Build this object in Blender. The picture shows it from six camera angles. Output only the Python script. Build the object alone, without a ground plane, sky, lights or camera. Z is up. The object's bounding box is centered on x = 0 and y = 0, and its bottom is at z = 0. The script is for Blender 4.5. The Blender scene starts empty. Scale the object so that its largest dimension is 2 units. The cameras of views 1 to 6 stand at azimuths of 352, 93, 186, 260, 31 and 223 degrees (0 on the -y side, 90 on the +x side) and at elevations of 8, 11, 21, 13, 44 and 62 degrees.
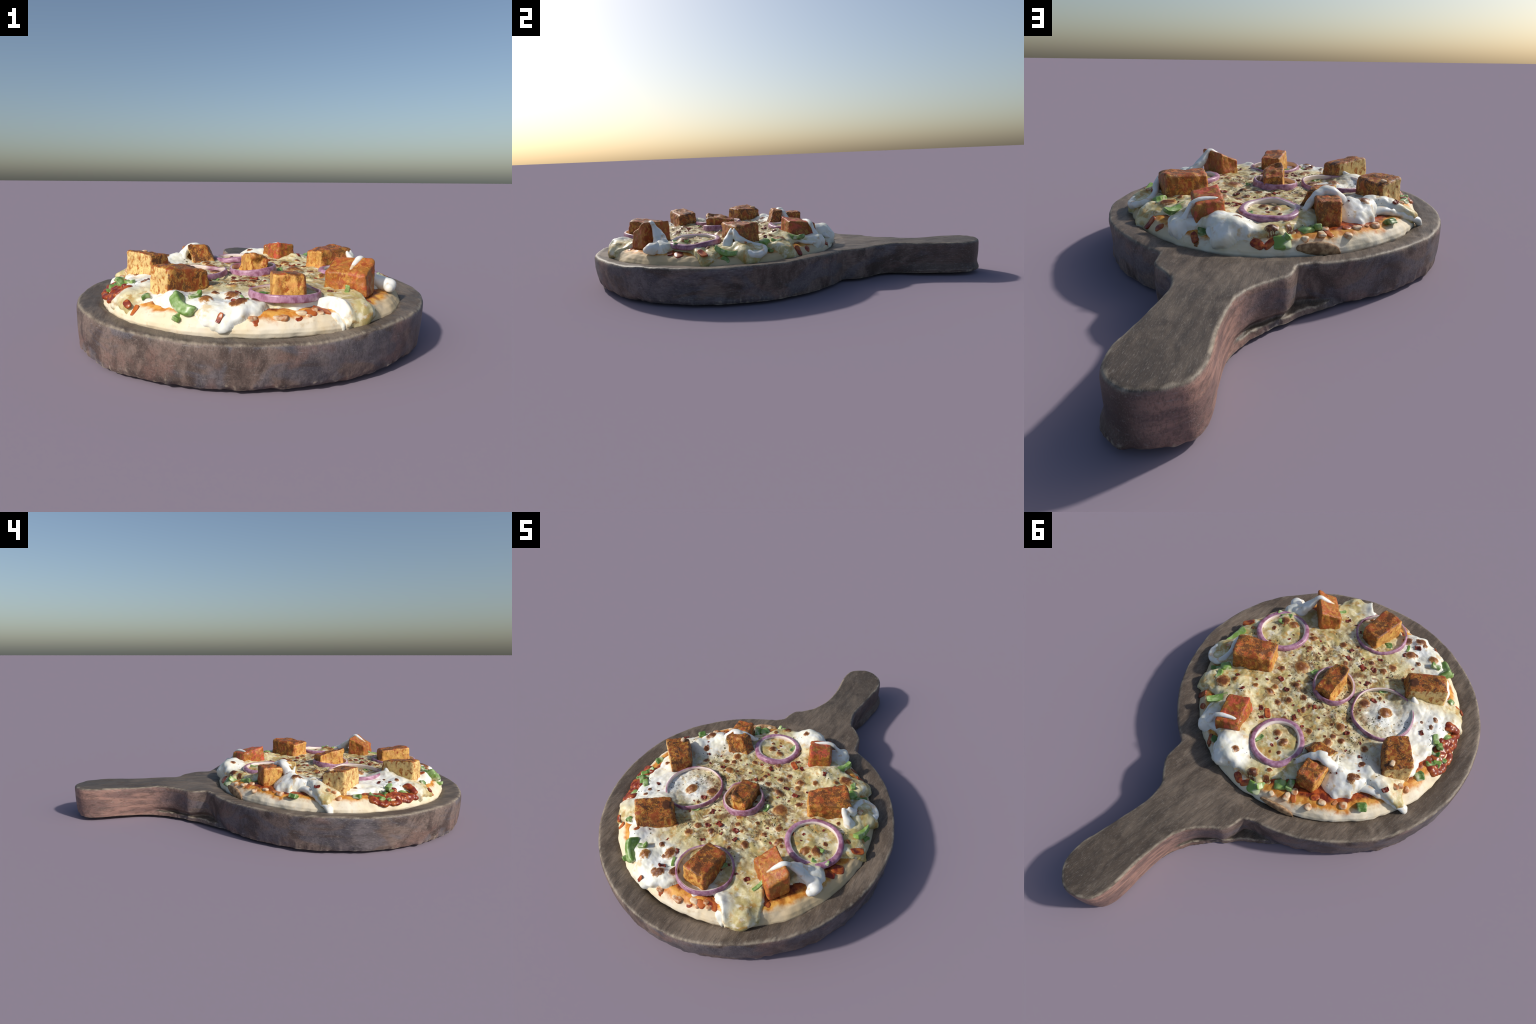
# Paneer pizza on a round wooden serving board with a handle.
import bpy, bmesh, math, random
import numpy as np
from mathutils import Vector, Matrix

random.seed(7)
RNG = np.random.default_rng(7)
PC = np.array([0.0, -0.335])          # pizza centre

# ------------------------------------------------------------------ noise
def _hash(ix, iy, iz, seed):
    h = (ix * 374761393 + iy * 668265263 + iz * 2147483647 + seed * 974634777) & 0xFFFFFFFF
    h = ((h ^ (h >> 13)) * 1274126177) & 0xFFFFFFFF
    h = ((h ^ (h >> 16)) * 1103515245) & 0xFFFFFFFF
    return ((h ^ (h >> 15)) & 0xFFFFFF) / float(0xFFFFFF) * 2 - 1

def vnoise(p, scale, seed=0):
    p = np.asarray(p, float) * scale
    i = np.floor(p).astype(np.int64)
    f = p - i
    f = f * f * f * (f * (f * 6 - 15) + 10)
    out = 0
    for dx in (0, 1):
        for dy in (0, 1):
            for dz in (0, 1):
                w = (f[..., 0] if dx else 1 - f[..., 0]) * (f[..., 1] if dy else 1 - f[..., 1]) * (f[..., 2] if dz else 1 - f[..., 2])
                out = out + w * _hash(i[..., 0] + dx, i[..., 1] + dy, i[..., 2] + dz, seed)
    return out

def fbm(p, scale, octaves=3, seed=0, gain=0.5):
    a, s, tot = 1.0, scale, 0
    for o in range(octaves):
        tot = tot + a * vnoise(p, s, seed + 17 * o)
        a *= gain
        s *= 2.03
    return tot

def smooth(a, b, x):
    t = np.clip((x - a) / (b - a), 0, 1)
    return t * t * (3 - 2 * t)

# ------------------------------------------------------------------ mesh helpers
def empty(name):
    o = bpy.data.objects.new(name, None)
    bpy.context.scene.collection.objects.link(o)
    return o

def mesh_obj(name, verts, faces, mat, parent, smooth_shade=True):
    me = bpy.data.meshes.new(name)
    me.from_pydata([tuple(v) for v in verts], [], [tuple(f) for f in faces])
    me.update()
    if smooth_shade:
        me.polygons.foreach_set('use_smooth', [True] * len(me.polygons))
    if mat:
        me.materials.append(mat)
    o = bpy.data.objects.new(name, me)
    bpy.context.scene.collection.objects.link(o)
    o.parent = parent
    return o

def inst(name, me, parent, loc, rot=(0, 0, 0), scale=(1, 1, 1)):
    o = bpy.data.objects.new(name, me)
    bpy.context.scene.collection.objects.link(o)
    o.parent = parent
    o.location, o.rotation_euler, o.scale = loc, rot, scale
    return o

def fix_normals(o):
    bm = bmesh.new()
    bm.from_mesh(o.data)
    bmesh.ops.recalc_face_normals(bm, faces=bm.faces)
    bm.to_mesh(o.data)
    bm.free()

def cube_sphere(n):
    """Grid points on the surface of the cube [-1,1]^3 with quads, welded."""
    idx, V, F = {}, [], []
    def vid(a, b, c):
        k = (a, b, c)
        if k not in idx:
            idx[k] = len(V)
            V.append((2 * a / n - 1, 2 * b / n - 1, 2 * c / n - 1))
        return idx[k]
    for i in range(n):
        for j in range(n):
            F.append([vid(i, j, n), vid(i + 1, j, n), vid(i + 1, j + 1, n), vid(i, j + 1, n)])
            F.append([vid(i, j, 0), vid(i, j + 1, 0), vid(i + 1, j + 1, 0), vid(i + 1, j, 0)])
            F.append([vid(i, 0, j), vid(i + 1, 0, j), vid(i + 1, 0, j + 1), vid(i, 0, j + 1)])
            F.append([vid(i, n, j), vid(i, n, j + 1), vid(i + 1, n, j + 1), vid(i + 1, n, j)])
            F.append([vid(0, i, j), vid(0, i, j + 1), vid(0, i + 1, j + 1), vid(0, i + 1, j)])
            F.append([vid(n, i, j), vid(n, i + 1, j), vid(n, i + 1, j + 1), vid(n, i, j + 1)])
    return np.array(V), F

def rounded_box(n, r):
    V, F = cube_sphere(n)
    V = np.sign(V) * np.abs(V) ** 0.85
    q = np.clip(V, -(1 - r), 1 - r)
    d = V - q
    L = np.linalg.norm(d, axis=1, keepdims=True)
    N = np.where(L > 1e-6, d / np.maximum(L, 1e-6), V)
    return q + np.where(L > 1e-6, N * r, 0), F

def trilinear(V, bottom, top):
    """Map [-1,1]^3 to a box given 4 bottom and 4 top corners (order: --, +-, ++, -+)."""
    u, v, w = (V[:, i:i + 1] * 0.5 + 0.5 for i in range(3))
    def quad(c):
        c = [np.array(k, float) for k in c]
        return (1 - u) * (1 - v) * c[0] + u * (1 - v) * c[1] + u * v * c[2] + (1 - u) * v * c[3]
    return quad(bottom) * (1 - w) + quad(top) * w

def vert_normals(V, F):
    F = np.array(F)
    n = np.cross(V[F[:, 2]] - V[F[:, 0]], V[F[:, 3]] - V[F[:, 1]])
    N = np.zeros_like(V)
    for k in range(4):
        np.add.at(N, F[:, k], n)
    return N / np.maximum(np.linalg.norm(N, axis=1, keepdims=True), 1e-9)

def catmull(pts, n):
    P = np.array(pts, float)
    P = np.vstack([2 * P[0] - P[1], P, 2 * P[-1] - P[-2]])
    out = []
    segs = len(P) - 3
    for t in np.linspace(0, segs - 1e-6, n):
        i = int(t)
        f = t - i
        a, b, c, d = P[i], P[i + 1], P[i + 2], P[i + 3]
        out.append(0.5 * (2 * b + (c - a) * f + (2 * a - 5 * b + 4 * c - d) * f * f + (3 * b - a - 3 * c + d) * f ** 3))
    return np.array(out)

def tube(path, n=48, m=20, closed_end=True, noise=0.12, seed=0, flat=1.0):
    """Tube along (x,y,z,radius) control points with round ends."""
    C = catmull(path, n)
    P, R = C[:, :3], np.maximum(C[:, 3], 0.001)
    T = np.gradient(P, axis=0)
    T /= np.maximum(np.linalg.norm(T, axis=1, keepdims=True), 1e-9)
    rings = []
    def frame(t):
        up = np.array([0, 0, 1.0])
        if abs(t[2]) > 0.9:
            up = np.array([1.0, 0, 0])
        s = np.cross(t, up); s /= np.linalg.norm(s)
        return s, np.cross(s, t)
    caps = 6
    for k in range(caps, 0, -1):
        a = k / caps * math.pi / 2
        rings.append((P[0] - T[0] * R[0] * math.sin(a), R[0] * math.cos(a), T[0]))
    for i in range(n):
        rings.append((P[i], R[i], T[i]))
    for k in range(1, caps + 1):
        a = k / caps * math.pi / 2
        rings.append((P[-1] + T[-1] * R[-1] * math.sin(a), R[-1] * math.cos(a), T[-1]))
    V, F = [], []
    for c, r, t in rings:
        s, u = frame(t)
        for j in range(m):
            a = 2 * math.pi * j / m
            V.append(c + max(r, 0.0004) * (math.cos(a) * s + flat * math.sin(a) * u))
    for i in range(len(rings) - 1):
        for j in range(m):
            j2 = (j + 1) % m
            F.append([i * m + j, i * m + j2, (i + 1) * m + j2, (i + 1) * m + j])
    V = np.array(V)
    N = vert_normals(V, F)
    V = V + N * (fbm(V, 28, 2, seed) * noise * np.repeat([r for _, r, _ in rings], m))[:, None]
    return V, F

def blob_mesh(name, parts, voxel, mat, parent, iters=4):
    """Join closed pieces and fuse them into one smooth body by voxel remesh."""
    V, F, off = [], [], 0
    for v, f in parts:
        V.append(np.asarray(v))
        F += [[i + off for i in q] for q in f]
        off += len(v)
    o = mesh_obj(name, np.vstack(V), F, mat, None)
    fix_normals(o)
    m = o.modifiers.new('r', 'REMESH'); m.mode = 'VOXEL'; m.voxel_size = voxel; m.use_smooth_shade = True
    s = o.modifiers.new('s', 'SMOOTH'); s.factor = 0.5; s.iterations = iters
    dg = bpy.context.evaluated_depsgraph_get()
    me = bpy.data.meshes.new_from_object(o.evaluated_get(dg))
    old = o.data
    o.modifiers.clear()
    o.data = me
    me.name = name
    bpy.data.meshes.remove(old)
    me.polygons.foreach_set('use_smooth', [True] * len(me.polygons))
    o.parent = parent
    return o

def ellipsoid(c, r, n=10):
    V, F = cube_sphere(n)
    V = V / np.linalg.norm(V, axis=1, keepdims=True)
    return V * np.array(r) + np.array(c), F

# ------------------------------------------------------------------ node helper
class Mat:
    def __init__(self, name, rough=0.55, spec=0.35):
        self.m = bpy.data.materials.new(name)
        self.m.use_nodes = True
        self.t = self.m.node_tree
        self.t.nodes.clear()
        self.out = self.t.nodes.new('ShaderNodeOutputMaterial')
        self.b = self.t.nodes.new('ShaderNodeBsdfPrincipled')
        self.b.inputs['Roughness'].default_value = rough
        self.b.inputs['Specular IOR Level'].default_value = spec
        self.t.links.new(self.b.outputs[0], self.out.inputs[0])
        self.tc = self.t.nodes.new('ShaderNodeTexCoord')
        self.geo = self.t.nodes.new('ShaderNodeNewGeometry')
        self.obj = self.tc.outputs['Object']
        self.pos = self.geo.outputs['Position']
    def n(self, kind, **kw):
        nd = self.t.nodes.new(kind)
        for k, v in kw.items():
            setattr(nd, k, v)
        return nd
    def put(self, sock, v):
        if hasattr(v, 'is_output') or isinstance(v, bpy.types.NodeSocket):
            self.t.links.new(v, sock)
        else:
            if sock.type == 'RGBA' and len(v) == 3:
                v = (*v, 1)
            sock.default_value = v
    def math(self, op, a, b=0.0, clamp=False):
        nd = self.n('ShaderNodeMath', operation=op, use_clamp=clamp)
        self.put(nd.inputs[0], a); self.put(nd.inputs[1], b)
        return nd.outputs[0]
    def mapping(self, vec, scale=(1, 1, 1), rot=(0, 0, 0), loc=(0, 0, 0)):
        nd = self.n('ShaderNodeMapping')
        self.put(nd.inputs[0], vec)
        nd.inputs['Location'].default_value = loc
        nd.inputs['Rotation'].default_value = rot
        nd.inputs['Scale'].default_value = scale
        return nd.outputs[0]
    def noise(self, vec, scale, detail=3, rough=0.55, dist=0.0):
        nd = self.n('ShaderNodeTexNoise')
        self.put(nd.inputs['Vector'], vec)
        nd.inputs['Scale'].default_value = scale
        nd.inputs['Detail'].default_value = detail
        nd.inputs['Roughness'].default_value = rough
        nd.inputs['Distortion'].default_value = dist
        return nd.outputs['Fac']
    def voronoi(self, vec, scale, out='Distance', rnd=1.0):
        nd = self.n('ShaderNodeTexVoronoi')
        self.put(nd.inputs['Vector'], vec)
        nd.inputs['Scale'].default_value = scale
        nd.inputs['Randomness'].default_value = rnd
        return nd.outputs[out]
    def ramp(self, x, a, b, smoothstep=True):
        nd = self.n('ShaderNodeMapRange')
        nd.interpolation_type = 'SMOOTHSTEP' if smoothstep else 'LINEAR'
        self.put(nd.inputs[0], x)
        nd.inputs[1].default_value = a; nd.inputs[2].default_value = b
        nd.inputs[3].default_value = 0; nd.inputs[4].default_value = 1
        return nd.outputs[0]
    def mix(self, f, a, b, mode='MIX'):
        nd = self.n('ShaderNodeMix', data_type='RGBA', blend_type=mode)
        self.put(nd.inputs[0], f)
        self.put(nd.inputs[6], a); self.put(nd.inputs[7], b)
        return nd.outputs[2]
    def sep(self, vec):
        nd = self.n('ShaderNodeSeparateXYZ')
        self.put(nd.inputs[0], vec)
        return nd.outputs
    def dist(self, vec, p, scale=(1, 1, 1)):
        nd = self.n('ShaderNodeVectorMath', operation='SUBTRACT')
        self.put(nd.inputs[0], vec); nd.inputs[1].default_value = p
        m = self.n('ShaderNodeVectorMath', operation='MULTIPLY')
        self.put(m.inputs[0], nd.outputs[0]); m.inputs[1].default_value = scale
        l = self.n('ShaderNodeVectorMath', operation='LENGTH')
        self.put(l.inputs[0], m.outputs[0])
        return l.outputs['Value']
    def bump(self, h, strength=0.3, distance=0.005):
        nd = self.n('ShaderNodeBump')
        nd.inputs['Strength'].default_value = strength
        nd.inputs['Distance'].default_value = distance
        self.put(nd.inputs['Height'], h)
        self.t.links.new(nd.outputs[0], self.b.inputs['Normal'])
    def color(self, c):
        self.put(self.b.inputs['Base Color'], c)
    def rough(self, r):
        self.put(self.b.inputs['Roughness'], r)

# ------------------------------------------------------------------ materials
def wood_material():
    M = Mat('weathered_wood', 0.6, 0.3)
    p = M.obj
    grain = M.noise(M.mapping(p, (190, 16, 100)), 1.0, 4, 0.62, 0.4)
    fine = M.noise(M.mapping(p, (420, 75, 260)), 1.0, 3, 0.65)
    big = M.noise(M.mapping(p, (4.2, 2.6, 6.0)), 1.0, 3, 0.6, 1.4)
    mid = M.noise(M.mapping(p, (11, 6, 8), loc=(3, 1, 0)), 1.0, 4, 0.6, 0.9)
    soft = M.noise(M.mapping(p, (6, 3, 6), loc=(1, 5, 2)), 1.0, 3, 0.6)
    nz = M.sep(M.geo.outputs['Normal'])[2]
    y = M.sep(p)[1]
    side = M.math('SUBTRACT', 1.0, M.ramp(nz, 0.35, 0.75))
    rim = M.mix(M.ramp(mid, 0.35, 0.68), (0.098, 0.072, 0.053), (0.200, 0.154, 0.116))
    hand = M.mix(M.ramp(mid, 0.35, 0.68), (0.073, 0.056, 0.043), (0.126, 0.099, 0.076))
    top = M.mix(M.ramp(M.math('ADD', y, M.math('MULTIPLY', soft, 0.4)), 0.35, 0.85), rim, hand)
    flank = M.mix(M.ramp(mid, 0.38, 0.62), (0.072, 0.049, 0.042), (0.200, 0.145, 0.122))
    flank = M.mix(M.math('MULTIPLY', M.ramp(big, 0.48, 0.60), 0.55), flank, M.mix(mid, (0.055, 0.058, 0.080), (0.16, 0.165, 0.200)))
    flank = M.mix(M.math('MULTIPLY', M.ramp(soft, 0.54, 0.66), 0.6), flank, (0.22, 0.128, 0.105))
    pink = M.mix(M.ramp(M.noise(M.mapping(p, (8, 4, 30), rot=(0.5, 0, 0)), 1.0, 4, 0.6, 1.0), 0.35, 0.65), (0.205, 0.125, 0.110), (0.37, 0.215, 0.170))
    pinkmask = M.ramp(M.math('ADD', y, M.math('MULTIPLY', mid, 0.25)), 0.52, 0.78)
    pinkmask = M.math('MULTIPLY', pinkmask, M.ramp(M.sep(p)[0], 0.13, 0.03))
    hmask = M.ramp(y, 0.55, 0.8)
    flank = M.mix(M.math('MULTIPLY', hmask, 0.7), flank, M.mix(mid, (0.065, 0.045, 0.038), (0.14, 0.090, 0.075)))
    flank = M.mix(pinkmask, flank, pink)
    c = M.mix(side, top, flank)
    c = M.mix(M.math('MULTIPLY', M.ramp(grain, 0.55, 0.38), 0.40), c, (0.050, 0.042, 0.036))
    c = M.mix(M.math('MULTIPLY', M.ramp(fine, 0.54, 0.70), 0.38), c, (0.30, 0.27, 0.235))
    dust = M.noise(M.mapping(p, (30, 30, 160)), 1.0, 4, 0.7)
    c = M.mix(M.math('MULTIPLY', M.math('MULTIPLY', M.ramp(dust, 0.58, 0.72), side), 0.35), c, (0.36, 0.34, 0.33))
    pt = M.geo.outputs['Pointiness']
    worn = M.math('MULTIPLY', M.ramp(pt, 0.510, 0.536), M.ramp(M.noise(p, 22, 4, 0.65), 0.36, 0.58))
    c = M.mix(M.math('MULTIPLY', worn, 0.6), c, (0.48, 0.41, 0.31))
    M.color(c)
    M.rough(M.math('ADD', 0.40, M.math('MULTIPLY', mid, 0.25)))
    M.bump(M.math('ADD', grain, fine), 0.22, 0.004)
    return M.m

def crust_material():
    M = Mat('dough_and_sauce', 0.6, 0.3)
    p = M.obj
    r = M.dist(p, (PC[0] - 0.004, PC[1] + 0.013, 0), (1, 1, 0))
    n1 = M.noise(p, 9, 4, 0.6)
    n2 = M.noise(p, 38, 4, 0.6)
    rr = M.math('ADD', r, M.math('MULTIPLY', M.math('SUBTRACT', n1, 0.5), 0.07))
    rr = M.math('ADD', rr, M.math('MULTIPLY', M.math('SUBTRACT', n2, 0.5), 0.03))
    sauce = M.mix(M.ramp(n2, 0.38, 0.62), (0.13, 0.018, 0.008), (0.40, 0.080, 0.016))
    stain = M.mix(M.ramp(n2, 0.35, 0.65), (0.55, 0.19, 0.025), (0.74, 0.38, 0.075))
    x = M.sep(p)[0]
    tan_side = M.ramp(M.math('ADD', x, M.math('MULTIPLY', n1, 0.3)), 0.2, 0.62)
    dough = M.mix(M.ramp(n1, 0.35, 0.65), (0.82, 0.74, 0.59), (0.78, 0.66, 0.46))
    dough = M.mix(M.math('MULTIPLY', tan_side, 0.75), dough, (0.56, 0.40, 0.20))
    dough = M.mix(M.math('MULTIPLY', M.ramp(M.noise(p, 60, 3), 0.58, 0.72), 0.35), dough, (0.62, 0.43, 0.22))
    c = M.mix(M.ramp(rr, 0.505, 0.530), sauce, stain)
    c = M.mix(M.ramp(rr, 0.538, 0.562), c, dough)
    M.color(c)
    M.rough(M.mix(M.ramp(rr, 0.51, 0.56), (0.32,) * 3, (0.7,) * 3))
    M.bump(M.noise(p, 120, 3), 0.2, 0.003)
    return M.m

def cheese_nodes(M, p):
    """Cheese colour at pizza-space position p: yellow cream in the middle, white towards some edges."""
    n0 = M.noise(p, 6, 3, 0.55)
    n1 = M.noise(p, 17, 4, 0.6, 0.4)
    n2 = M.noise(p, 36, 4, 0.62)
    n3 = M.noise(p, 120, 3, 0.6)
    w = M.math('MULTIPLY', M.math('SUBTRACT', n0, 0.5), 1.2)
    for (q, s) in (((-0.46, -0.40, .22), 0.20), ((-0.36, -0.02, .22), 0.17), ((-0.17, -0.82, .22), 0.15),
                   ((0.08, 0.20, .22), 0.10), ((-0.33, -0.70, .22), 0.10), ((0.46, -0.58, .22), 0.07),
                   ((0.25, 0.16, .22), 0.07), ((-0.24, -0.38, .25), 0.08), ((0.14, -0.86, .2), 0.10)):
        d = M.dist(p, q, (1 / s, 1 / s, 0))
        w = M.math('MAXIMUM', w, M.math('ADD', M.math('SUBTRACT', 1.25, d), M.math('MULTIPLY', M.math('SUBTRACT', n1, 0.5), 1.0)))
    white = M.ramp(w, 0.0, 0.6)
    yel = M.mix(M.ramp(n1, 0.40, 0.60), (0.72, 0.64, 0.38), (0.47, 0.38, 0.15))
    wht = M.mix(M.ramp(n1, 0.38, 0.66), (0.86, 0.87, 0.83), (0.80, 0.78, 0.64))
    c = M.mix(white, yel, wht)
    gold = M.math('MULTIPLY', M.ramp(n2, 0.52, 0.66), M.math('SUBTRACT', 0.80, M.math('MULTIPLY', white, 0.68)))
    c = M.mix(gold, c, (0.50, 0.27, 0.06))
    pale = M.ramp(M.noise(M.mapping(p, loc=(9, 2, 4)), 26, 3, 0.6), 0.54, 0.66)
    c = M.mix(M.math('MULTIPLY', pale, 0.6), c, (0.84, 0.82, 0.70))
    tn = M.ramp(M.noise(M.mapping(p, loc=(4, 8, 1)), 21, 3, 0.6), 0.58, 0.70)
    c = M.mix(M.math('MULTIPLY', tn, 0.65), c, (0.66, 0.44, 0.16))
    r = M.dist(p, (PC[0], PC[1], 0), (1, 1, 0))
    centre = M.ramp(r, 0.46, 0.18)
    n4 = M.noise(M.mapping(p, loc=(5, 3, 1)), 23, 5, 0.66, 0.7)
    br = M.math('MULTIPLY', M.ramp(n4, 0.47, 0.61), M.math('MULTIPLY', centre, 0.92))
    br = M.math('MULTIPLY', br, M.math('SUBTRACT', 1.0, M.math('MULTIPLY', white, 0.5)))
    c = M.mix(br, c, M.mix(M.ramp(n2, 0.4, 0.6), (0.26, 0.12, 0.035), (0.13, 0.060, 0.025)))
    sp = M.ramp(M.voronoi(p, 70), 0.24, 0.08)
    gate = M.ramp(M.noise(p, 11, 2), 0.40, 0.56)
    c = M.mix(M.math('MULTIPLY', M.math('MULTIPLY', sp, gate), M.math('MULTIPLY', centre, 0.55)), c, (0.075, 0.065, 0.025))
    return c, n2, n3

def cheese_material():
    M = Mat('melted_cheese', 0.42, 0.4)
    c, n2, n3 = cheese_nodes(M, M.obj)
    M.color(c)
    M.bump(M.math('ADD', n2, M.math('MULTIPLY', n3, 0.3)), 0.22, 0.006)
    return M.m

def blister_material():
    M = Mat('browned_cheese', 0.42, 0.4)
    c, n2, n3 = cheese_nodes(M, M.pos)
    d = M.dist(M.obj, (0, 0, 0), (1, 1, 0))
    d = M.math('ADD', d, M.math('MULTIPLY', M.math('SUBTRACT', M.noise(M.pos, 75, 4, 0.65), 0.5), 1.3))
    rnd = M.n('ShaderNodeObjectInfo').outputs['Random']
    tan = M.mix(rnd, (0.56, 0.28, 0.07), (0.42, 0.16, 0.04))
    dark = M.mix(rnd, (0.20, 0.062, 0.016), (0.085, 0.026, 0.011))
    c = M.mix(M.ramp(d, 1.0, 0.55), c, tan)
    c = M.mix(M.math('MULTIPLY', M.ramp(d, 0.85, 0.35), M.ramp(rnd, -1.2, 0.35)), c, dark)
    M.color(c)
    M.bump(n2, 0.3, 0.004)
    return M.m

def paneer_material(name, pale, red, dark, pale_dir=(0, 0, 0), pale_col=(0.84, 0.62, 0.25)):
    """Spiced fried paneer: char-brown and orange; side faces towards `pale_dir` are pale yellow."""
    M = Mat(name, 0.5, 0.4)
    p = M.obj
    n1 = M.noise(p, 26, 4, 0.6, 0.5)
    n2 = M.noise(M.mapping(p, (60, 60, 34)), 1.0, 5, 0.65, 0.4)
    n3 = M.noise(p, 180, 3, 0.6)
    dot = M.n('ShaderNodeVectorMath', operation='DOT_PRODUCT')
    M.put(dot.inputs[0], M.geo.outputs['Normal'])
    dot.inputs[1].default_value = pale_dir
    nz = M.sep(M.geo.outputs['Normal'])[2]
    sidef = M.math('SUBTRACT', 1.0, M.ramp(nz, 0.4, 0.8))
    pale_f = M.math('MULTIPLY', sidef, M.math('ADD', pale, M.ramp(dot.outputs['Value'], 0.1, 0.7)), True)
    c = M.mix(M.ramp(n1, 0.38, 0.62), (0.29, 0.062, 0.011), (0.58, 0.22, 0.030))
    yl = M.math('MULTIPLY', M.ramp(M.math('ADD', n2, M.math('MULTIPLY', pale_f, 0.12)), 0.49, 0.59), M.math('ADD', 0.52, M.math('MULTIPLY', pale_f, 0.42)))
    c = M.mix(yl, c, M.mix(pale_f, (0.64, 0.36, 0.060), pale_col))
    c = M.mix(M.math('MULTIPLY', M.ramp(M.noise(M.mapping(p, loc=(2, 7, 3)), 30, 4, 0.6), 0.44, 0.6), red), c, (0.55, 0.095, 0.045))
    fr = M.ramp(M.noise(M.mapping(p, (75, 75, 45), loc=(3, 1, 8)), 1.0, 4, 0.65), 0.52, 0.64)
    c = M.mix(M.math('MULTIPLY', M.math('MULTIPLY', fr, pale_f), 0.7), c, (0.42, 0.13, 0.022))
    fried = M.math('SUBTRACT', 1.0, pale_f)
    dk = M.ramp(M.math('ADD', n1, M.math('MULTIPLY', M.math('SUBTRACT', n3, 0.5), 0.5)), 0.44, 0.59)
    dk = M.math('MULTIPLY', dk, M.math('MULTIPLY', M.math('ADD', 0.25, M.math('MULTIPLY', fried, 0.75)), dark), True)
    c = M.mix(dk, c, (0.085, 0.026, 0.011))
    M.color(c)
    M.bump(M.math('ADD', n2, M.math('MULTIPLY', n3, 0.4)), 0.35, 0.005)
    return M.m

def onion_material(inner):
    M = Mat('red_onion', 0.35, 0.5)
    p = M.obj
    r = M.dist(p, (0, 0, 0), (1, 1, 0))
    ang = M.noise(p, 5, 3)
    streak = M.noise(M.mapping(p, (60, 60, 4)), 1.0, 3)
    c = M.mix(M.ramp(M.math('ADD', ang, M.math('MULTIPLY', streak, 0.4)), 0.5, 0.9), (0.25, 0.085, 0.145), (0.50, 0.28, 0.39))
    c = M.mix(M.ramp(r, inner + (1 - inner) * 0.26, inner + (1 - inner) * 0.04), c, (0.78, 0.66, 0.60))
    M.color(c)
    M.bump(streak, 0.15, 0.003)
    return M.m

def cream_material():
    M = Mat('white_cream', 0.35, 0.45)
    n = M.noise(M.pos, 30, 3)
    c = M.mix(M.ramp(n, 0.4, 0.65), (0.82, 0.82, 0.78), (0.76, 0.74, 0.64))
    tan = M.math('MULTIPLY', M.ramp(M.noise(M.mapping(M.pos, loc=(1, 4, 2)), 24, 3), 0.56, 0.68), 0.6)
    c = M.mix(tan, c, (0.64, 0.38, 0.14))
    M.color(c)
    M.b.inputs['Subsurface Weight'].default_value = 0.08
    M.b.inputs['Subsurface Radius'].default_value = (0.02, 0.015, 0.01)
    M.bump(n, 0.15, 0.004)
    return M.m

def pepper_material():
    M = Mat('green_pepper', 0.35, 0.5)
    rnd = M.n('ShaderNodeObjectInfo').outputs['Random']
    n = M.noise(M.pos, 40, 3)
    c = M.mix(rnd, (0.055, 0.135, 0.022), (0.22, 0.37, 0.075))
    c = M.mix(M.math('MULTIPLY', M.ramp(n, 0.45, 0.66), 0.7), c, (0.36, 0.50, 0.22))
    c = M.mix(M.math('MULTIPLY', M.ramp(M.noise(M.pos, 22, 2), 0.56, 0.66), 0.6), c, (0.75, 0.75, 0.55))
    M.color(c)
    return M.m

def simple_noise_material(name, a, b, scale=60, rough=0.5):
    M = Mat(name, rough, 0.4)
    rnd = M.n('ShaderNodeObjectInfo').outputs['Random']
    f = M.math('ADD', M.ramp(M.noise(M.pos, scale, 3), 0.35, 0.65), M.math('MULTIPLY', M.math('SUBTRACT', rnd, 0.5), 0.6), True)
    M.color(M.mix(f, a, b))
    return M.m

WOOD = wood_material()
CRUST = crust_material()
CHEESE = cheese_material()
BLISTER = blister_material()
CREAM = cream_material()
PEPPER = pepper_material()
CHILLI = simple_noise_material('chilli_flake_skin', (0.10, 0.014, 0.009), (0.25, 0.036, 0.014))
HERB = simple_noise_material('dried_herb', (0.045, 0.045, 0.018), (0.17, 0.15, 0.065), 120, 0.8)
CRUMB = simple_noise_material('roasted_crumb', (0.76, 0.60, 0.40), (0.45, 0.17, 0.06), 45)
TOMATO = simple_noise_material('tomato_sauce', (0.20, 0.024, 0.010), (0.50, 0.13, 0.025), 50, 0.3)
TORN = simple_noise_material('baked_crust_skin', (0.50, 0.32, 0.17), (0.22, 0.12, 0.06), 60, 0.7)

# ------------------------------------------------------------------ wooden board
BOARD_C = (0.0, -0.329)
BOARD_R = [(0, .674), (20, .675), (40, .682), (60, .684), (90, .680), (125, .678), (148, .688), (165, .685), (190, .678), (210, .675),
           (230, .675), (250, .674), (265, .672), (280, .669), (295, .664), (310, .660), (330, .662), (345, .668), (360, .674)]
def board_radius(t):
    r = np.array(BOARD_R)
    return float(np.interp(math.degrees(t) % 360, r[:, 0], r[:, 1])) + 0.0012 * math.sin(7 * t)
HANDLE = [(-0.158, 0.345), (-0.150, 0.395), (-0.134, 0.436), (-0.100, 0.462), (-0.050, 0.517), (-0.018, 0.592),
          (-0.010, 0.67), (-0.011, 0.75), (-0.020, 0.835), (-0.021, 0.90), (-0.003, 0.955), (0.042, 0.986),
          (0.098, 0.998), (0.150, 0.978), (0.191, 0.932), (0.206, 0.85), (0.198, 0.785), (0.185, 0.67),
          (0.175, 0.57), (0.185, 0.509), (0.200, 0.470), (0.242, 0.429), (0.278, 0.382), (0.292, 0.302)]

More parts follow.
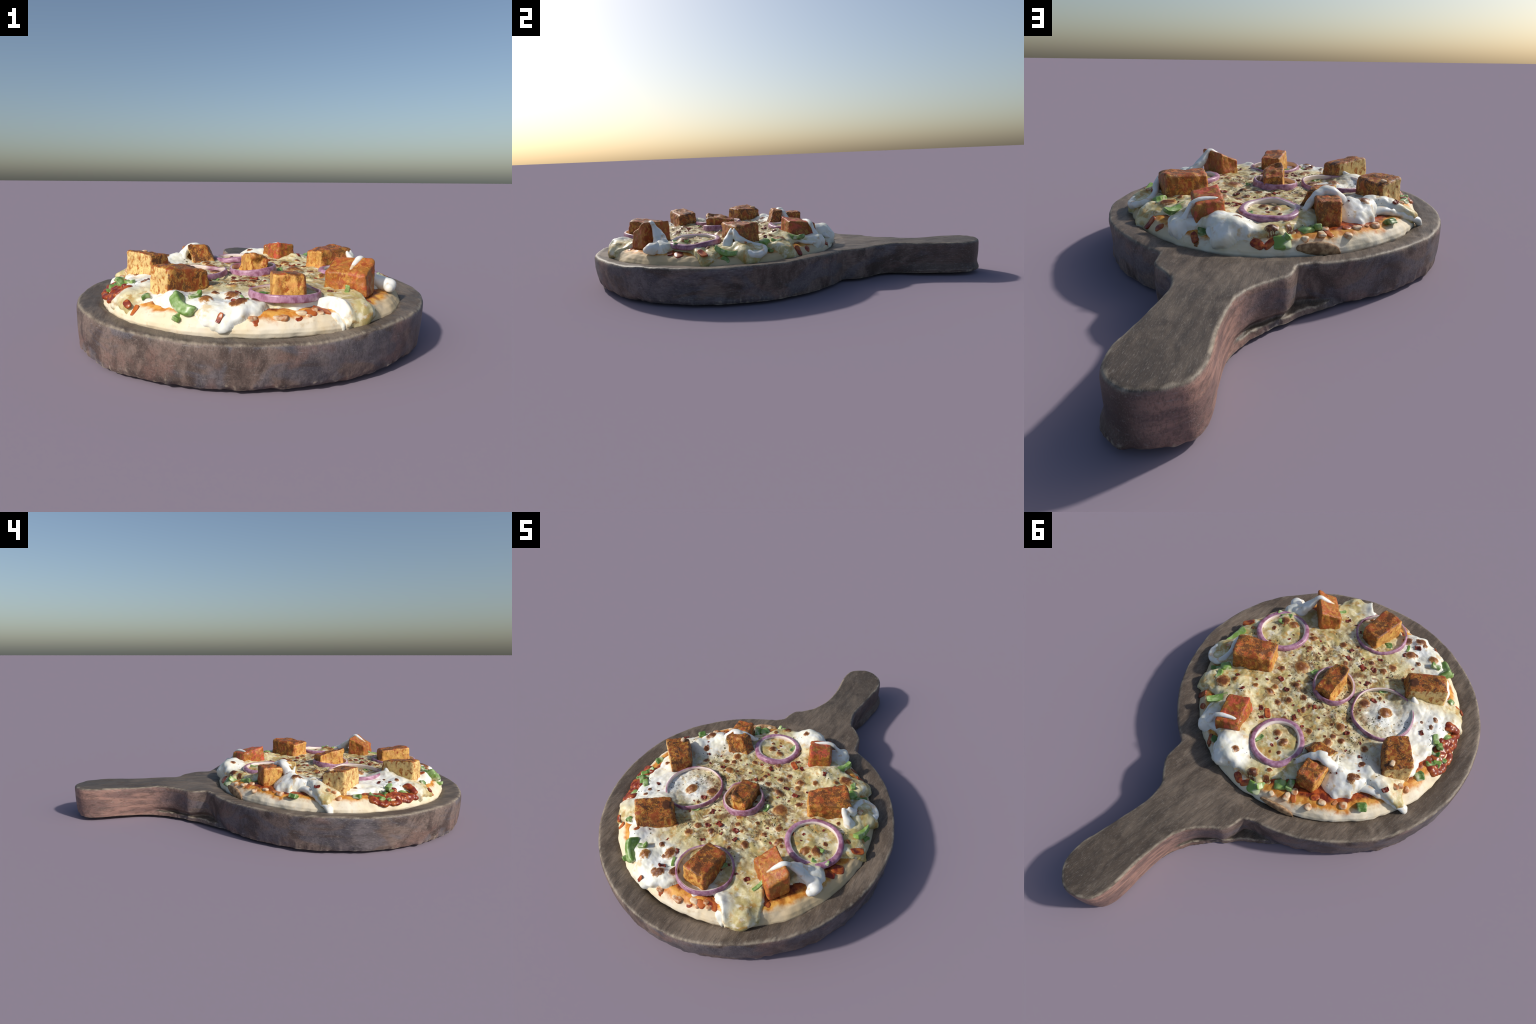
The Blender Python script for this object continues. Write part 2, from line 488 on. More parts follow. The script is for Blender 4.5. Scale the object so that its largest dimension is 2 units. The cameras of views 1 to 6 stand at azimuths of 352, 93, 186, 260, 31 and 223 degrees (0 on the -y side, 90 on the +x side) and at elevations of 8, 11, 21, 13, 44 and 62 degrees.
def board_outline(n):
    """Closed outline: the disc from one side of the neck round to the other, then the handle."""
    a0 = math.atan2(0.298 - BOARD_C[1], 0.302)
    a1 = math.atan2(0.320 - BOARD_C[1], -0.190)
    disc = []
    for t in np.linspace(a0, a1 - 2 * math.pi, 300):
        R = board_radius(t)
        disc.append((BOARD_C[0] + R * math.cos(t), BOARD_C[1] + R * math.sin(t)))
    han = catmull([(x, y) for x, y in HANDLE], 240)
    P = np.vstack([np.array(disc), han])
    seg = np.linalg.norm(np.roll(P, -1, 0) - P, axis=1)
    s = np.concatenate([[0], np.cumsum(seg)])
    Q = np.vstack([P, P[:1]])
    u = np.linspace(0, s[-1], n, endpoint=False)
    return np.stack([np.interp(u, s, Q[:, 0]), np.interp(u, s, Q[:, 1])], 1)

def build_board(parent):
    n = 700
    O = board_outline(n)
    T = np.roll(O, -2, 0) - np.roll(O, 2, 0)
    T /= np.linalg.norm(T, axis=1, keepdims=True)
    N = np.stack([-T[:, 1], T[:, 0]], 1)          # candidate normal
    area = 0.5 * np.sum(O[:, 0] * np.roll(O[:, 1], -1) - np.roll(O[:, 0], -1) * O[:, 1])
    if area > 0:
        N = -N                                     # make it point outward
    for _ in range(6):
        N = (np.roll(N, 1, 0) + N + np.roll(N, -1, 0)) / 3
    under = np.exp(-(((O[:, 0] + 0.12) / 0.16) ** 2 + ((O[:, 1] - 0.45) / 0.17) ** 2))   # undercut below the neck
    ang = np.arctan2(O[:, 1] - BOARD_C[1], O[:, 0] - BOARD_C[0])
    foot = 0.30 + 0.95 * np.clip(np.cos(ang - math.radians(-60)), 0, 1) ** 1.5     # front right edge is worn back at the bottom
    foot = np.where(O[:, 1] > 0.42, 0.15 + 0.45 * smooth(0.90, 0.97, O[:, 1]), foot)
    rings = [(0.0, 0.048), (0.010, 0.026), (0.026, 0.012), (0.055, 0.005), (0.10, 0.0), (0.140, 0.0), (0.1515, 0.0015), (0.1585, 0.005), (0.1615, 0.011)]
    V, F = [], []
    for z, ins in rings:
        hollow = 0.016 * np.exp(-((np.degrees(ang) - 5) / 28) ** 2) * math.exp(-((z - 0.075) / 0.04) ** 2)
        flare = -0.018 * (z < 0.05) * smooth(0.10, 0.15, O[:, 0]) * smooth(0.55, 0.70, O[:, 1])
        i = (ins * foot if z < 0.09 else ins + 0 * foot) + hollow + flare + under * (0.035 if z < 0.03 else 0.0)
        P = O - N * i[:, None]
        V.append(np.column_stack([P, np.full(n, z)]))
    for k in range(len(rings) - 1):
        for j in range(n):
            j2 = (j + 1) % n
            F.append([k * n + j, k * n + j2, (k + 1) * n + j2, (k + 1) * n + j])
    F.append(list(range(n)))
    F.append(list(range((len(rings) - 1) * n, len(rings) * n)))
    # low ledge that bridges the corner between neck and disc
    L = [(0.06, 0.72), (0.004, 0.72), (-0.010, 0.63), (-0.034, 0.56), (-0.100, 0.466), (-0.172, 0.388), (-0.248, 0.314), (-0.33, 0.245), (-0.2, 0.1), (0.06, 0.3)]
    k0 = len(rings) * n
    V.append(np.array([(x, y, 0.0) for x, y in L] + [(x + 0.006, y - 0.004, 0.030) for x, y in L]))
    m = len(L)
    F.append([k0 + i for i in range(m)]); F.append([k0 + m + i for i in range(m)])
    for j in range(m):
        F.append([k0 + j, k0 + (j + 1) % m, k0 + m + (j + 1) % m, k0 + m + j])
    o = mesh_obj('whole', np.vstack(V), F, None, None)
    fix_normals(o)
    m = o.modifiers.new('t', 'TRIANGULATE')
    m = o.modifiers.new('r', 'REMESH'); m.mode = 'VOXEL'; m.voxel_size = 0.0045
    dg = bpy.context.evaluated_depsgraph_get()
    me = bpy.data.meshes.new_from_object(o.evaluated_get(dg))
    bpy.data.objects.remove(o)
    P = np.zeros(len(me.vertices) * 3); me.vertices.foreach_get('co', P); P = P.reshape(-1, 3)
    # dish the disc: sloping rim, then the groove and floor below the pizza
    r = np.hypot(P[:, 0] - PC[0] + 0.004, P[:, 1] - PC[1] - 0.012)
    dish = np.interp(r, [0, 0.560, 0.578, 0.590, 0.605, 0.645, 0.70], [0.122, 0.124, 0.142, 0.1505, 0.1555, 0.1605, 0.30])
    P[:, 2] = np.where((P[:, 2] > 0.09) & (P[:, 2] > dish), dish, P[:, 2])
    P[:, 2] += 0.013 * smooth(0.0, 0.67, P[:, 0]) * smooth(0.06, 0.13, P[:, 2]) * (1 - smooth(0.15, 0.40, P[:, 1]))   # right rim stands higher
    P[:, 2] -= 0.008 * smooth(0.55, 1.0, -P[:, 1]) * smooth(0.06, 0.13, P[:, 2])      # front rim lies lower
    # waves and hand-carved unevenness; rough lower edge
    up = smooth(0.09, 0.15, P[:, 2])
    low = 1 - smooth(0.015, 0.075, P[:, 2])
    P[:, 2] += up * (0.0030 * fbm(P * [1, 1, 0], 7, 2, 3) + 0.0012 * fbm(P * [1, 0.3, 0], 60, 2, 5))
    k = 0.0016 * fbm(P, 9, 3, 11) + low * 0.005 * fbm(P * [1, 1, 0.3], 30, 3, 21)
    c = P[:, :2] - np.array(BOARD_C)
    d = c / np.maximum(np.linalg.norm(c, axis=1, keepdims=True), 1e-6)
    edge = smooth(0.5, 0.62, np.linalg.norm(c, axis=1))
    P[:, :2] += d * (k * edge)[:, None]
    P[:, 2] += low * (P[:, 2] > 0.004) * 0.004 * fbm(P * [1, 1, 0], 24, 3, 8)
    floor = 0.011 * smooth(0.25, 0.55, np.hypot(P[:, 0] - BOARD_C[0], P[:, 1] - BOARD_C[1])) + 0.004 * smooth(0.6, 0.85, P[:, 1])      # the underside is not quite flat
    P[:, 2] = np.maximum(P[:, 2], floor)
    me.vertices.foreach_set('co', P.ravel())
    bm = bmesh.new(); bm.from_mesh(me)
    for _ in range(1):
        bmesh.ops.smooth_vert(bm, verts=bm.verts, factor=0.5, use_axis_x=True, use_axis_y=True, use_axis_z=True)
    zmin = min(v.co.z for v in bm.verts)
    for v in bm.verts:
        v.co.z -= zmin
    bm.normal_update()
    V = [v.co.copy() for v in bm.verts]
    NV = [v.normal.copy() for v in bm.verts]
    faces = [([v.index for v in f.verts], f.calc_center_median().y) for f in bm.faces]
    bm.free()
    bpy.data.meshes.remove(me)
    for name, test in (('round_tray', lambda y: y <= 0.42), ('handle', lambda y: y > 0.42)):
        idx, vs, fs, ns = {}, [], [], []
        for f, y in faces:
            if not test(y):
                continue
            q = []
            for i in f:
                if i not in idx:
                    idx[i] = len(vs); vs.append(V[i]); ns.append(NV[i])
                q.append(idx[i])
            fs.append(q)
        part = mesh_obj(name, vs, fs, WOOD, parent)
        part.data.normals_split_custom_set_from_vertices([tuple(k) for k in ns])

board = empty('serving_board')
board['label'] = 'round dark wooden serving board with a short handle'
board['category'] = 'serving board'
build_board(board)

# ------------------------------------------------------------------ pizza surface
pizza = empty('pizza')
pizza['label'] = 'round cheese pizza topped with paneer cubes, onion rings and green pepper'
pizza['category'] = 'pizza'

# radial profile of the dough: (unrolled radius, r, z)
PROF = [(0.0, 0.217), (0.30, 0.217), (0.44, 0.214), (0.50, 0.209), (0.530, 0.203), (0.552, 0.193), (0.569, 0.179),
        (0.579, 0.164), (0.582, 0.152), (0.578, 0.138), (0.565, 0.124), (0.540, 0.120)]
_pr = np.array(PROF)
_arc = np.concatenate([[0], np.cumsum(np.linalg.norm(np.diff(_pr, axis=0), axis=1))])
ARC_MAX = _arc[-1]
def prof(s):
    return np.interp(s, _arc, _pr[:, 0]), np.interp(s, _arc, _pr[:, 1])

# outer edge of the cheese: (angle in degrees, radius)
EDGE = [(0, .584), (4, .565), (8, .535), (13, .545), (18, .58), (23, .585), (27, .555), (30, .485), (33, .526), (37, .582), (41, .587),
        (45, .535), (50, .50), (55, .53), (60, .57), (64, .57), (67, .546), (72, .53), (75, .555), (78, .575), (81, .575), (84, .561),
        (90, .55), (95, .55), (100, .54), (106, .49), (113, .475), (119, .45), (127, .46), (133, .517), (138, .505), (143, .503),
        (149, .473), (154, .53), (158, .575), (161, .575), (163, .54), (166, .50), (172, .50), (178, .495), (183, .50), (190, .50),
        (197, .515), (203, .535), (206, .573), (209, .565), (216, .576), (218, .551), (221, .50), (228, .53), (234, .535), (240, .537), (247, .573),
        (253, .585), (258, .57), (264, .541), (268, .488), (272, .50), (276, .51), (281, .52), (286, .49), (290, .515), (293, .580),
        (298, .585), (306, .575), (308, .54), (311, .47), (320, .46), (329, .49), (333, .53), (338, .53), (342, .495), (347, .50),
        (352, .51), (356, .554), (360, .584)]
_ed = np.array(EDGE)
def edge_radius(th):
    deg = np.degrees(th) % 360
    r = np.interp(deg, _ed[:, 0], _ed[:, 1])
    return np.where(r > 0.555, 0.555 + (r - 0.555) * 2.0, r)

# browned blisters: x, y, radius
BROWN = [(0.411, -0.448, 0.024), (0.368, -0.467, 0.021), (0.5, -0.329, 0.012), (0.171, -0.315, 0.030), (0.218, -0.417, 0.015), (0.176, -0.466, 0.012),
         (0.358, -0.014, 0.027), (0.326, -0.056, 0.012), (0.18, -0.157, 0.012), (0.176, -0.125, 0.017), (-0.161, -0.207, 0.020), (-0.155, -0.366, 0.023),
         (-0.247, -0.394, 0.027), (-0.001, 0.003, 0.015), (-0.049, 0.018, 0.017), (-0.059, 0.198, 0.020), (-0.099, 0.145, 0.011), (-0.115, 0.176, 0.014),
         (-0.12, -0.73, 0.023), (-0.11, -0.832, 0.017), (-0.129, -0.828, 0.014), (-0.211, -0.783, 0.020), (-0.177, -0.712, 0.012), (-0.006, -0.26, 0.016),
         (0.009, -0.16, 0.013), (0.12, -0.228, 0.017), (-0.175, -0.114, 0.017), (-0.357, -0.052, 0.019), (-0.37, -0.07, 0.012), (-0.341, -0.137, 0.013),
         (-0.424, -0.484, 0.010), (0.056, 0.183, 0.014), (-0.478, -0.554, 0.010), (0.086, -0.149, 0.015), (0.112, -0.108, 0.013), (-0.113, -0.606, 0.017),
         (-0.097, -0.56, 0.015), (-0.172, -0.15, 0.013), (0.049, -0.202, 0.013), (-0.208, -0.161, 0.013), (-0.055, -0.79, 0.020), (-0.10, -0.82, 0.016),
         (0.25, -0.47, 0.014), (0.31, -0.33, 0.012), (0.23, -0.25, 0.014), (-0.03, -0.56, 0.013), (0.13, -0.55, 0.016), (0.24, -0.10, 0.013),
         (-0.08, -0.10, 0.014), (0.03, -0.07, 0.013), (0.19, 0.22, 0.010), (-0.30, -0.20, 0.013)]
LUMPS = [(x, y, r * 1.35, r * 0.30) for x, y, r in BROWN] + [
    (0.31, -0.075, 0.035, 0.012), (0.42, -0.02, 0.05, 0.014), (0.25, -0.02, 0.05, 0.008), (-0.41, -0.55, 0.06, 0.012),
    (-0.31, -0.52, 0.05, 0.014), (-0.48, -0.60, 0.045, 0.010), (0.10, 0.155, 0.06, 0.012), (0.04, 0.20, 0.045, 0.010),
    (-0.09, -0.86, 0.06, 0.008), (-0.20, -0.80, 0.07, 0.008), (-0.30, -0.03, 0.05, 0.012), (-0.38, -0.08, 0.05, 0.008),
    (0.47, -0.36, 0.05, 0.008), (0.40, -0.44, 0.06, 0.008), (0.0, -0.50, 0.05, 0.010), (0.48, -0.22, 0.05, 0.010), (0.40, -0.61, 0.05, 0.012),
    (0.13, 0.08, 0.05, 0.01), (0.02, -0.84, 0.05, -0.006),
    (0.235, -0.030, 0.040, 0.020), (0.292, 0.020, 0.035, 0.018), (-0.385, -0.130, 0.040, 0.016), (-0.445, -0.140, 0.035, 0.020), (0.33, -0.30, 0.04, 0.008), (0.44, -0.50, 0.05, 0.010)]

# cream and cheese runs: control points (x, y, z, radius)
DRIPS = [
    ('cream_drizzle', 'cream', [
        [(0.300, -0.657, 0.301, 0.007), (0.325, -0.634, 0.320, 0.014), (0.352, -0.612, 0.332, 0.015), (0.378, -0.592, 0.303, 0.018), (0.410, -0.577, 0.258, 0.024), (0.448, -0.570, 0.234, 0.028), (0.474, -0.592, 0.226, 0.026), (0.462, -0.615, 0.222, 0.016)],
        [(0.357, -0.604, 0.320, 0.012), (0.377, -0.573, 0.286, 0.020), (0.407, -0.548, 0.246, 0.024), (0.455, -0.545, 0.230, 0.024)]]),
    ('cream_drizzle', 'cream', [
        [(0.128, 0.094, 0.288, 0.010), (0.165, 0.112, 0.297, 0.012), (0.210, 0.136, 0.290, 0.013), (0.236, 0.152, 0.258, 0.014), (0.250, 0.165, 0.224, 0.018), (0.266, 0.172, 0.204, 0.024)],
        [(0.266, 0.172, 0.205, 0.020), (0.290, 0.145, 0.205, 0.018), (0.302, 0.110, 0.209, 0.017), (0.304, 0.060, 0.222, 0.016)]]),
    ('cream_drizzle', 'cream', [
        [(0.448, -0.210, 0.300, 0.012), (0.464, -0.192, 0.268, 0.017), (0.458, -0.140, 0.237, 0.014), (0.468, -0.086, 0.219, 0.015), (0.510, -0.080, 0.208, 0.017), (0.540, -0.115, 0.200, 0.021), (0.532, -0.155, 0.203, 0.022), (0.500, -0.178, 0.216, 0.018), (0.475, -0.190, 0.236, 0.017), (0.455, -0.208, 0.270, 0.015)],
        [(0.430, -0.226, 0.300, 0.012), (0.452, -0.238, 0.262, 0.024), (0.468, -0.240, 0.228, 0.030)]]),
    ('cream_drizzle', 'cream', [
        [(-0.300, -0.045, 0.236, 0.026), (-0.275, -0.032, 0.272, 0.027), (-0.247, -0.020, 0.303, 0.025), (-0.215, -0.012, 0.305, 0.024), (-0.184, 0.004, 0.288, 0.022), (-0.158, 0.030, 0.252, 0.020), (-0.140, 0.050, 0.232, 0.022)],
        [(-0.240, -0.052, 0.300, 0.016), (-0.228, -0.020, 0.308, 0.024), (-0.205, -0.020, 0.304, 0.020)],
        [(-0.264, -0.070, 0.292, 0.009), (-0.272, -0.058, 0.266, 0.015), (-0.280, -0.050, 0.238, 0.022)],
        [(-0.295, -0.040, 0.236, 0.022), (-0.330, -0.030, 0.231, 0.026), (-0.370, -0.035, 0.226, 0.024)]]),
    ('cream_drizzle', 'cream', [
        [(0.132, 0.160, 0.232, 0.026), (0.126, 0.195, 0.220, 0.028), (0.119, 0.225, 0.202, 0.033)],
        [(0.100, 0.150, 0.238, 0.026), (0.065, 0.185, 0.230, 0.030), (0.036, 0.203, 0.217, 0.028)]]),
    ('cream_drizzle', 'cream', [
        [(-0.380, -0.080, 0.224, 0.034), (-0.430, -0.100, 0.221, 0.032), (-0.480, -0.118, 0.212, 0.028), (-0.530, -0.132, 0.196, 0.026), (-0.566, -0.142, 0.178, 0.023), (-0.580, -0.146, 0.160, 0.016)]]),
    ('cream_drizzle', 'cream', [[(-0.300, -0.700, 0.224, 0.014), (-0.318, -0.712, 0.216, 0.022), (-0.332, -0.724, 0.204, 0.021)]]),
    ('cream_drizzle', 'cream', [[(-0.290, -0.525, 0.268, 0.014), (-0.308, -0.520, 0.250, 0.024), (-0.340, -0.515, 0.230, 0.032)]]),
    ('cheese_drip', 'cheese', [
        [(0.178, -0.815, 0.198, 0.020), (0.196, -0.838, 0.186, 0.023), (0.207, -0.852, 0.168, 0.021), (0.210, -0.856, 0.153, 0.015)],
        [(0.270, -0.800, 0.194, 0.018), (0.286, -0.818, 0.178, 0.020), (0.294, -0.826, 0.160, 0.014)]])]
for _n, _k, _paths in DRIPS:
    for _p in _paths:
        for (x, y, z, r) in _p:
            if z < 0.262:
                LUMPS.append((x, y, r * 2.0, 0.009))

def dough_grid(nt, ns, s0=0.0, s1=None):
    th = np.linspace(0, 2 * np.pi, nt, endpoint=False)
    s = np.linspace(s0, s1 or ARC_MAX, ns)
    S, TH = np.meshgrid(s, th, indexing='ij')
    return S, TH

def dough_point(S, TH):
    r, z = prof(S)
    e = 0.01
    r2, z2 = prof(np.minimum(S + e, ARC_MAX)); r1, z1 = prof(np.maximum(S - e, 0))
    nr, nz = -(z2 - z1), (r2 - r1)
    L = np.hypot(nr, nz); nr, nz = nr / L, nz / L
    c, sn = np.cos(TH), np.sin(TH)
    # the rim is not a perfect circle
    k = 1 + 0.004 * np.cos(2 * (TH - 0.5)) * smooth(0.3, 0.6, S) + 0.005 * np.sin(5 * TH) * smooth(0.4, 0.6, S)
    k = k + (-0.004 * c + 0.013 * sn - 0.006 * np.clip(-np.sin(TH + 0.25), 0, 1) ** 6 + 0.012 * np.exp(-((np.degrees(TH) - 318) / 38) ** 2)) / 0.58 * smooth(0.35, 0.58, S)
    P = np.stack([PC[0] + r * k * c, PC[1] + r * k * sn, z], -1)
    N = np.stack([nr * c, nr * sn, nz], -1)
    a = smooth(0.35, 0.55, S)
    bumps = 0.005 * fbm(P, 8, 3, 31) * a + 0.0025 * fbm(P, 35, 2, 33)
    crack = 0
    for deg, dep in ((100, .004), (152, .003), (283, .003), (20, .012), (68, .003)):
        d = (np.degrees(TH) - deg + 180) % 360 - 180
        crack = crack + dep * np.exp(-(d / 1.2) ** 2) * smooth(0.53, 0.58, S)
    return P + N * (bumps - crack)[..., None], N

def cheese_thickness(S, TH):
    X = np.stack([PC[0] + S * np.cos(TH), PC[1] + S * np.sin(TH), np.zeros_like(S)], -1)
    er = edge_radius(TH) + 0.010 * fbm(X, 30, 2, 41)
    m = er - S
    w = 0.030
    q = np.clip(m / w, 0, 1)
    dome = np.sqrt(np.maximum(1 - (1 - q) ** 2, 0))
    base = 0.021 - 0.006 * smooth(0.30, 0.55, S)
    lump = np.zeros_like(S)
    for x, y, r, h in LUMPS:
        lump = lump + h * np.exp(-((X[..., 0] - x) ** 2 + (X[..., 1] - y) ** 2) / (r * r))
    rough = 0.0060 * fbm(X, 13, 2, 51) + 0.0022 * fbm(X, 38, 2, 52) + 0.0005 * fbm(X, 120, 2, 53)
    t = dome * (base + lump + rough)
    return np.where(m > 0, t, np.maximum(m * 0.5, -0.004) - 0.0015)

def grid_faces(ns, nt):
    F = []
    for i in range(ns - 1):
        for j in range(nt):
            j2 = (j + 1) % nt
            F.append([i * nt + j, (i + 1) * nt + j, (i + 1) * nt + j2, i * nt + j2])
    return F

S, TH = dough_grid(420, 150, 0.30)
P, N = dough_point(S, TH)
V = P.reshape(-1, 3)
F = grid_faces(150, 420)
F.append(list(range(420))[::-1])
F.append(list(range(149 * 420, 150 * 420)))
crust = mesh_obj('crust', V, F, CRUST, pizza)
fix_normals(crust)

S, TH = dough_grid(560, 260, 0.006, 0.665)
P, N = dough_point(S, TH)
t = cheese_thickness(S, TH)
P = P + N * t[..., None]
F = grid_faces(260, 560)
F.append(list(range(560))[::-1])
cheese = mesh_obj('cheese', P.reshape(-1, 3), F, CHEESE, pizza)

def on_surface(x, y, limit=0.60):
    """Points of the pizza surface above (x, y) (arrays); beyond the rim they slide back onto it."""
    x, y = np.atleast_1d(np.asarray(x, float)), np.atleast_1d(np.asarray(y, float))
    R, th = np.hypot(x - PC[0], y - PC[1]), np.arctan2(y - PC[1], x - PC[0])
    S = R.copy()
    for _ in range(4):
        S = np.clip(S, 0.001, limit)
        p, n = dough_point(S, th)
        q = p + n * np.maximum(cheese_thickness(S, th), 0)[..., None]
        S = S + (R - np.hypot(q[..., 0] - PC[0], q[..., 1] - PC[1])) * 0.9
    return q

def surf(x, y):
    return float(on_surface(x, y)[0, 2])

def lay(x, y, yaw, e=0.008):
    """Rotation that lays a piece flat on the pizza surface at (x, y)."""
    z = on_surface(np.array([x + e, x - e, x, x]), np.array([y, y, y + e, y - e]))[:, 2]
    n = Vector((-(z[0] - z[1]) / (2 * e), -(z[2] - z[3]) / (2 * e), 1.0)).normalized()
    q = Vector((0, 0, 1)).rotation_difference(n)
    return (q.to_matrix() @ Matrix.Rotation(yaw, 3, 'Z')).to_euler()

# ------------------------------------------------------------------ paneer cubes
PAN = {'golden': paneer_material('paneer_golden', 0.20, 0.30, 0.85, (-0.7, -0.4, 0), (0.76, 0.44, 0.11)),
       'orange': paneer_material('paneer_orange', 0.05, 0.35, 0.45),
       'brown': paneer_material('paneer_brown', 0.10, 0.05, 0.95, (-1.0, 0.05, 0)),
       'red': paneer_material('paneer_red', 0.0, 0.95, 0.55)}
# material, four top corners in order (counter-clockwise from above), flare of the foot, foot height
CUBES = [
    ('orange', [(0.223, -0.622, 0.287), (0.331, -0.711, 0.281), (0.388, -0.646, 0.330), (0.279, -0.547, 0.330)], 1.06, 0.205),
    ('golden', [(0.001, -0.792, 0.314), (0.102, -0.798, 0.305), (0.104, -0.654, 0.292), (0.022, -0.645, 0.295)], 1.08, 0.21),
    ('brown', [(-0.384, -0.613, 0.320), (-0.323, -0.683, 0.314), (-0.197, -0.600, 0.292), (-0.262, -0.518, 0.300)], 1.10, 0.20),
    ('brown', [(-0.506, -0.232, 0.317), (-0.403, -0.336, 0.313), (-0.338, -0.270, 0.303), (-0.429, -0.154, 0.292)], 1.07, 0.195),
    ('golden', [(-0.276, 0.081, 0.288), (-0.272, -0.008, 0.290), (-0.186, 0.022, 0.292), (-0.203, 0.098, 0.290)], 1.06, 0.20),
    ('red', [(0.118, 0.114, 0.284), (0.166, -0.002, 0.318), (0.250, 0.040, 0.297), (0.205, 0.160, 0.282)], 1.10, 0.205),
    ('golden', [(0.259, -0.200, 0.301), (0.300, -0.289, 0.311), (0.456, -0.207, 0.310), (0.388, -0.108, 0.316)], 1.05, 0.205),
    ('golden', [(-0.045, -0.268, 0.296), (-0.022, -0.402, 0.324), (0.050, -0.400, 0.300), (0.036, -0.262, 0.284)], 1.06, 0.22),
    ('brown', [(-0.260, -0.073, 0.314), (-0.176, -0.055, 0.310), (-0.160, -0.004, 0.300), (-0.242, -0.006, 0.312)],
     [(-0.228, -0.106), (-0.124, -0.088), (-0.112, -0.036), (-0.215, -0.026)], 0.21)]
for ci, (mk, top, flare, foot) in enumerate(CUBES):
    top = np.array(top)
    c = top.mean(0)
    top[:, :2] = c[:2] + (top[:, :2] - c[:2]) * 1.05
    top[:, 2] += 0.005
    bot = top.copy()
    bot[:, :2] = flare if isinstance(flare, list) else c[:2] + (top[:, :2] - c[:2]) * flare
    bot[:, 2] = foot
    V, F = rounded_box(26, 0.20)
    V = trilinear(V, bot, top)
    Nn = vert_normals(V, F)
    amp = 0.007 if ci == 7 else 0.0038
    V = V + Nn * (amp * fbm(V, 22, 2, 61 + ci) + 0.0016 * fbm(V, 70, 3, 71 + ci))[:, None]
    o = mesh_obj('paneer_cube', V, F, PAN[mk], pizza)
    fix_normals(o)

# ------------------------------------------------------------------ onion rings
def onion_ring(c, R, width, h, tilt, seed):
    """Ring with a tall rounded section; local radius 1 is the outer skin."""
    nt, m = 120, 18
    width, h = width * 0.84, h * 0.9
    V, F = [], []
    for i in range(nt):
        a = 2 * math.pi * i / nt
        q = np.array([math.cos(a), math.sin(a), seed * 3.1])
        rr = R * (1 + 0.03 * float(vnoise(q, 1.3, seed)) + 0.008 * float(vnoise(q, 5, seed)))
        ww = width * (1 + 0.25 * float(vnoise(q, 1.1, seed + 5)))
        hz = 0.006 * float(vnoise(q, 1.5, seed + 9))
        for j in range(m):
            b = 2 * math.pi * j / m
            cb, sb = math.cos(b), math.sin(b)
            ex = math.copysign(abs(cb) ** 0.7, cb) * ww / 2
            ez = math.copysign(abs(sb) ** 0.7, sb) * h / 2
            r = rr - ww / 2 + ex - 0.12 * ez
            V.append((r * math.cos(a) / R, r * math.sin(a) / R, (ez + hz) / R))
    for i in range(nt):
        for j in range(m):
            F.append([i * m + j, ((i + 1) % nt) * m + j, ((i + 1) % nt) * m + (j + 1) % m, i * m + (j + 1) % m])
    o = mesh_obj('onion_ring', V, F, onion_material(1 - width / R), pizza)
    fix_normals(o)
    o.location = (c[0], c[1], c[2] - 0.003)
    o.rotation_euler = tilt
    o.scale = (R, R, R)

onion_ring((0.380, -0.408, 0.243), 0.122, 0.029, 0.028, (0.03, 0.05, 0), 1)
onion_ring((0.052, -0.727, 0.238), 0.120, 0.014, 0.028, (-0.03, 0.03, 0), 2)
onion_ring((-0.241, -0.383, 0.249), 0.133, 0.011, 0.024, (0.0, -0.03, 0), 3)
onion_ring((-0.029, 0.031, 0.243), 0.114, 0.030, 0.028, (-0.06, 0.0, 0), 4)
onion_ring((-0.002, -0.340, 0.250), 0.096, 0.014, 0.040, (0.0, -0.06, 0), 5)

# ------------------------------------------------------------------ cream and cheese drips
for di, (name, kind, paths) in enumerate(DRIPS):
    paths = [[(x, y, z - 0.003, r * (0.82 if z > 0.25 else 1.0)) for x, y, z, r in p] for p in paths]
    blob_mesh(name, [tube(p, 40, 18, noise=0.26, seed=3 * di + i, flat=0.52 if max(q[2] for q in p) < 0.25 else 0.9) for i, p in enumerate(paths)], 0.0036, CREAM if kind == 'cream' else CHEESE, pizza, 9)

# ------------------------------------------------------------------ browned blisters on the cheese
def blister(x, y, r, seed):
    """Browned patch moulded onto the cheese: slightly raised middle, rim sinking into the surface."""
    nr, nt = 9, 26
    yaw, asp = random.uniform(0, 6.283), random.uniform(0.7, 1.0)
    u = np.linspace(0.02, 1, nr)[:, None]
    a = np.linspace(0, 2 * np.pi, nt, endpoint=False)[None, :]
    w = 1 + 0.30 * vnoise(np.stack([np.cos(a) * np.ones(1), np.sin(a) * np.ones(1), np.full_like(a, seed * 1.7)], -1), 1.5, seed)
    lx, ly = u * w * np.cos(a), u * w * np.sin(a) * asp
    X = x + r * (lx * math.cos(yaw) - ly * math.sin(yaw))
    Y = y + r * (lx * math.sin(yaw) + ly * math.cos(yaw))
    Q = on_surface(X.ravel(), Y.ravel())
    lift = (0.16 * (1 - u * u) ** 1.2 * r + 0.0004 - 0.0022 * smooth(0.8, 1.0, u)) * np.ones_like(a)
    Q[:, 2] += lift.ravel()
    c = np.array([x, y, float(Q[:nt, 2].mean())])
    V = (Q - c) / r
    F = grid_faces(nr, nt) + [list(range(nt))[::-1]]
    o = mesh_obj('browned_cheese_spot', V, F, BLISTER, pizza)
    o.location = c
    o.scale = (r, r, r)

for k, (x, y, r) in enumerate(BROWN):
    blister(x, y, r * 1.45, k)
for k in range(45):
    a, rad = random.uniform(0, 6.283), 0.47 * random.random() ** 0.6
    blister(PC[0] + rad * math.cos(a), PC[1] + rad * math.sin(a), random.uniform(0.008, 0.018), 100 + k)

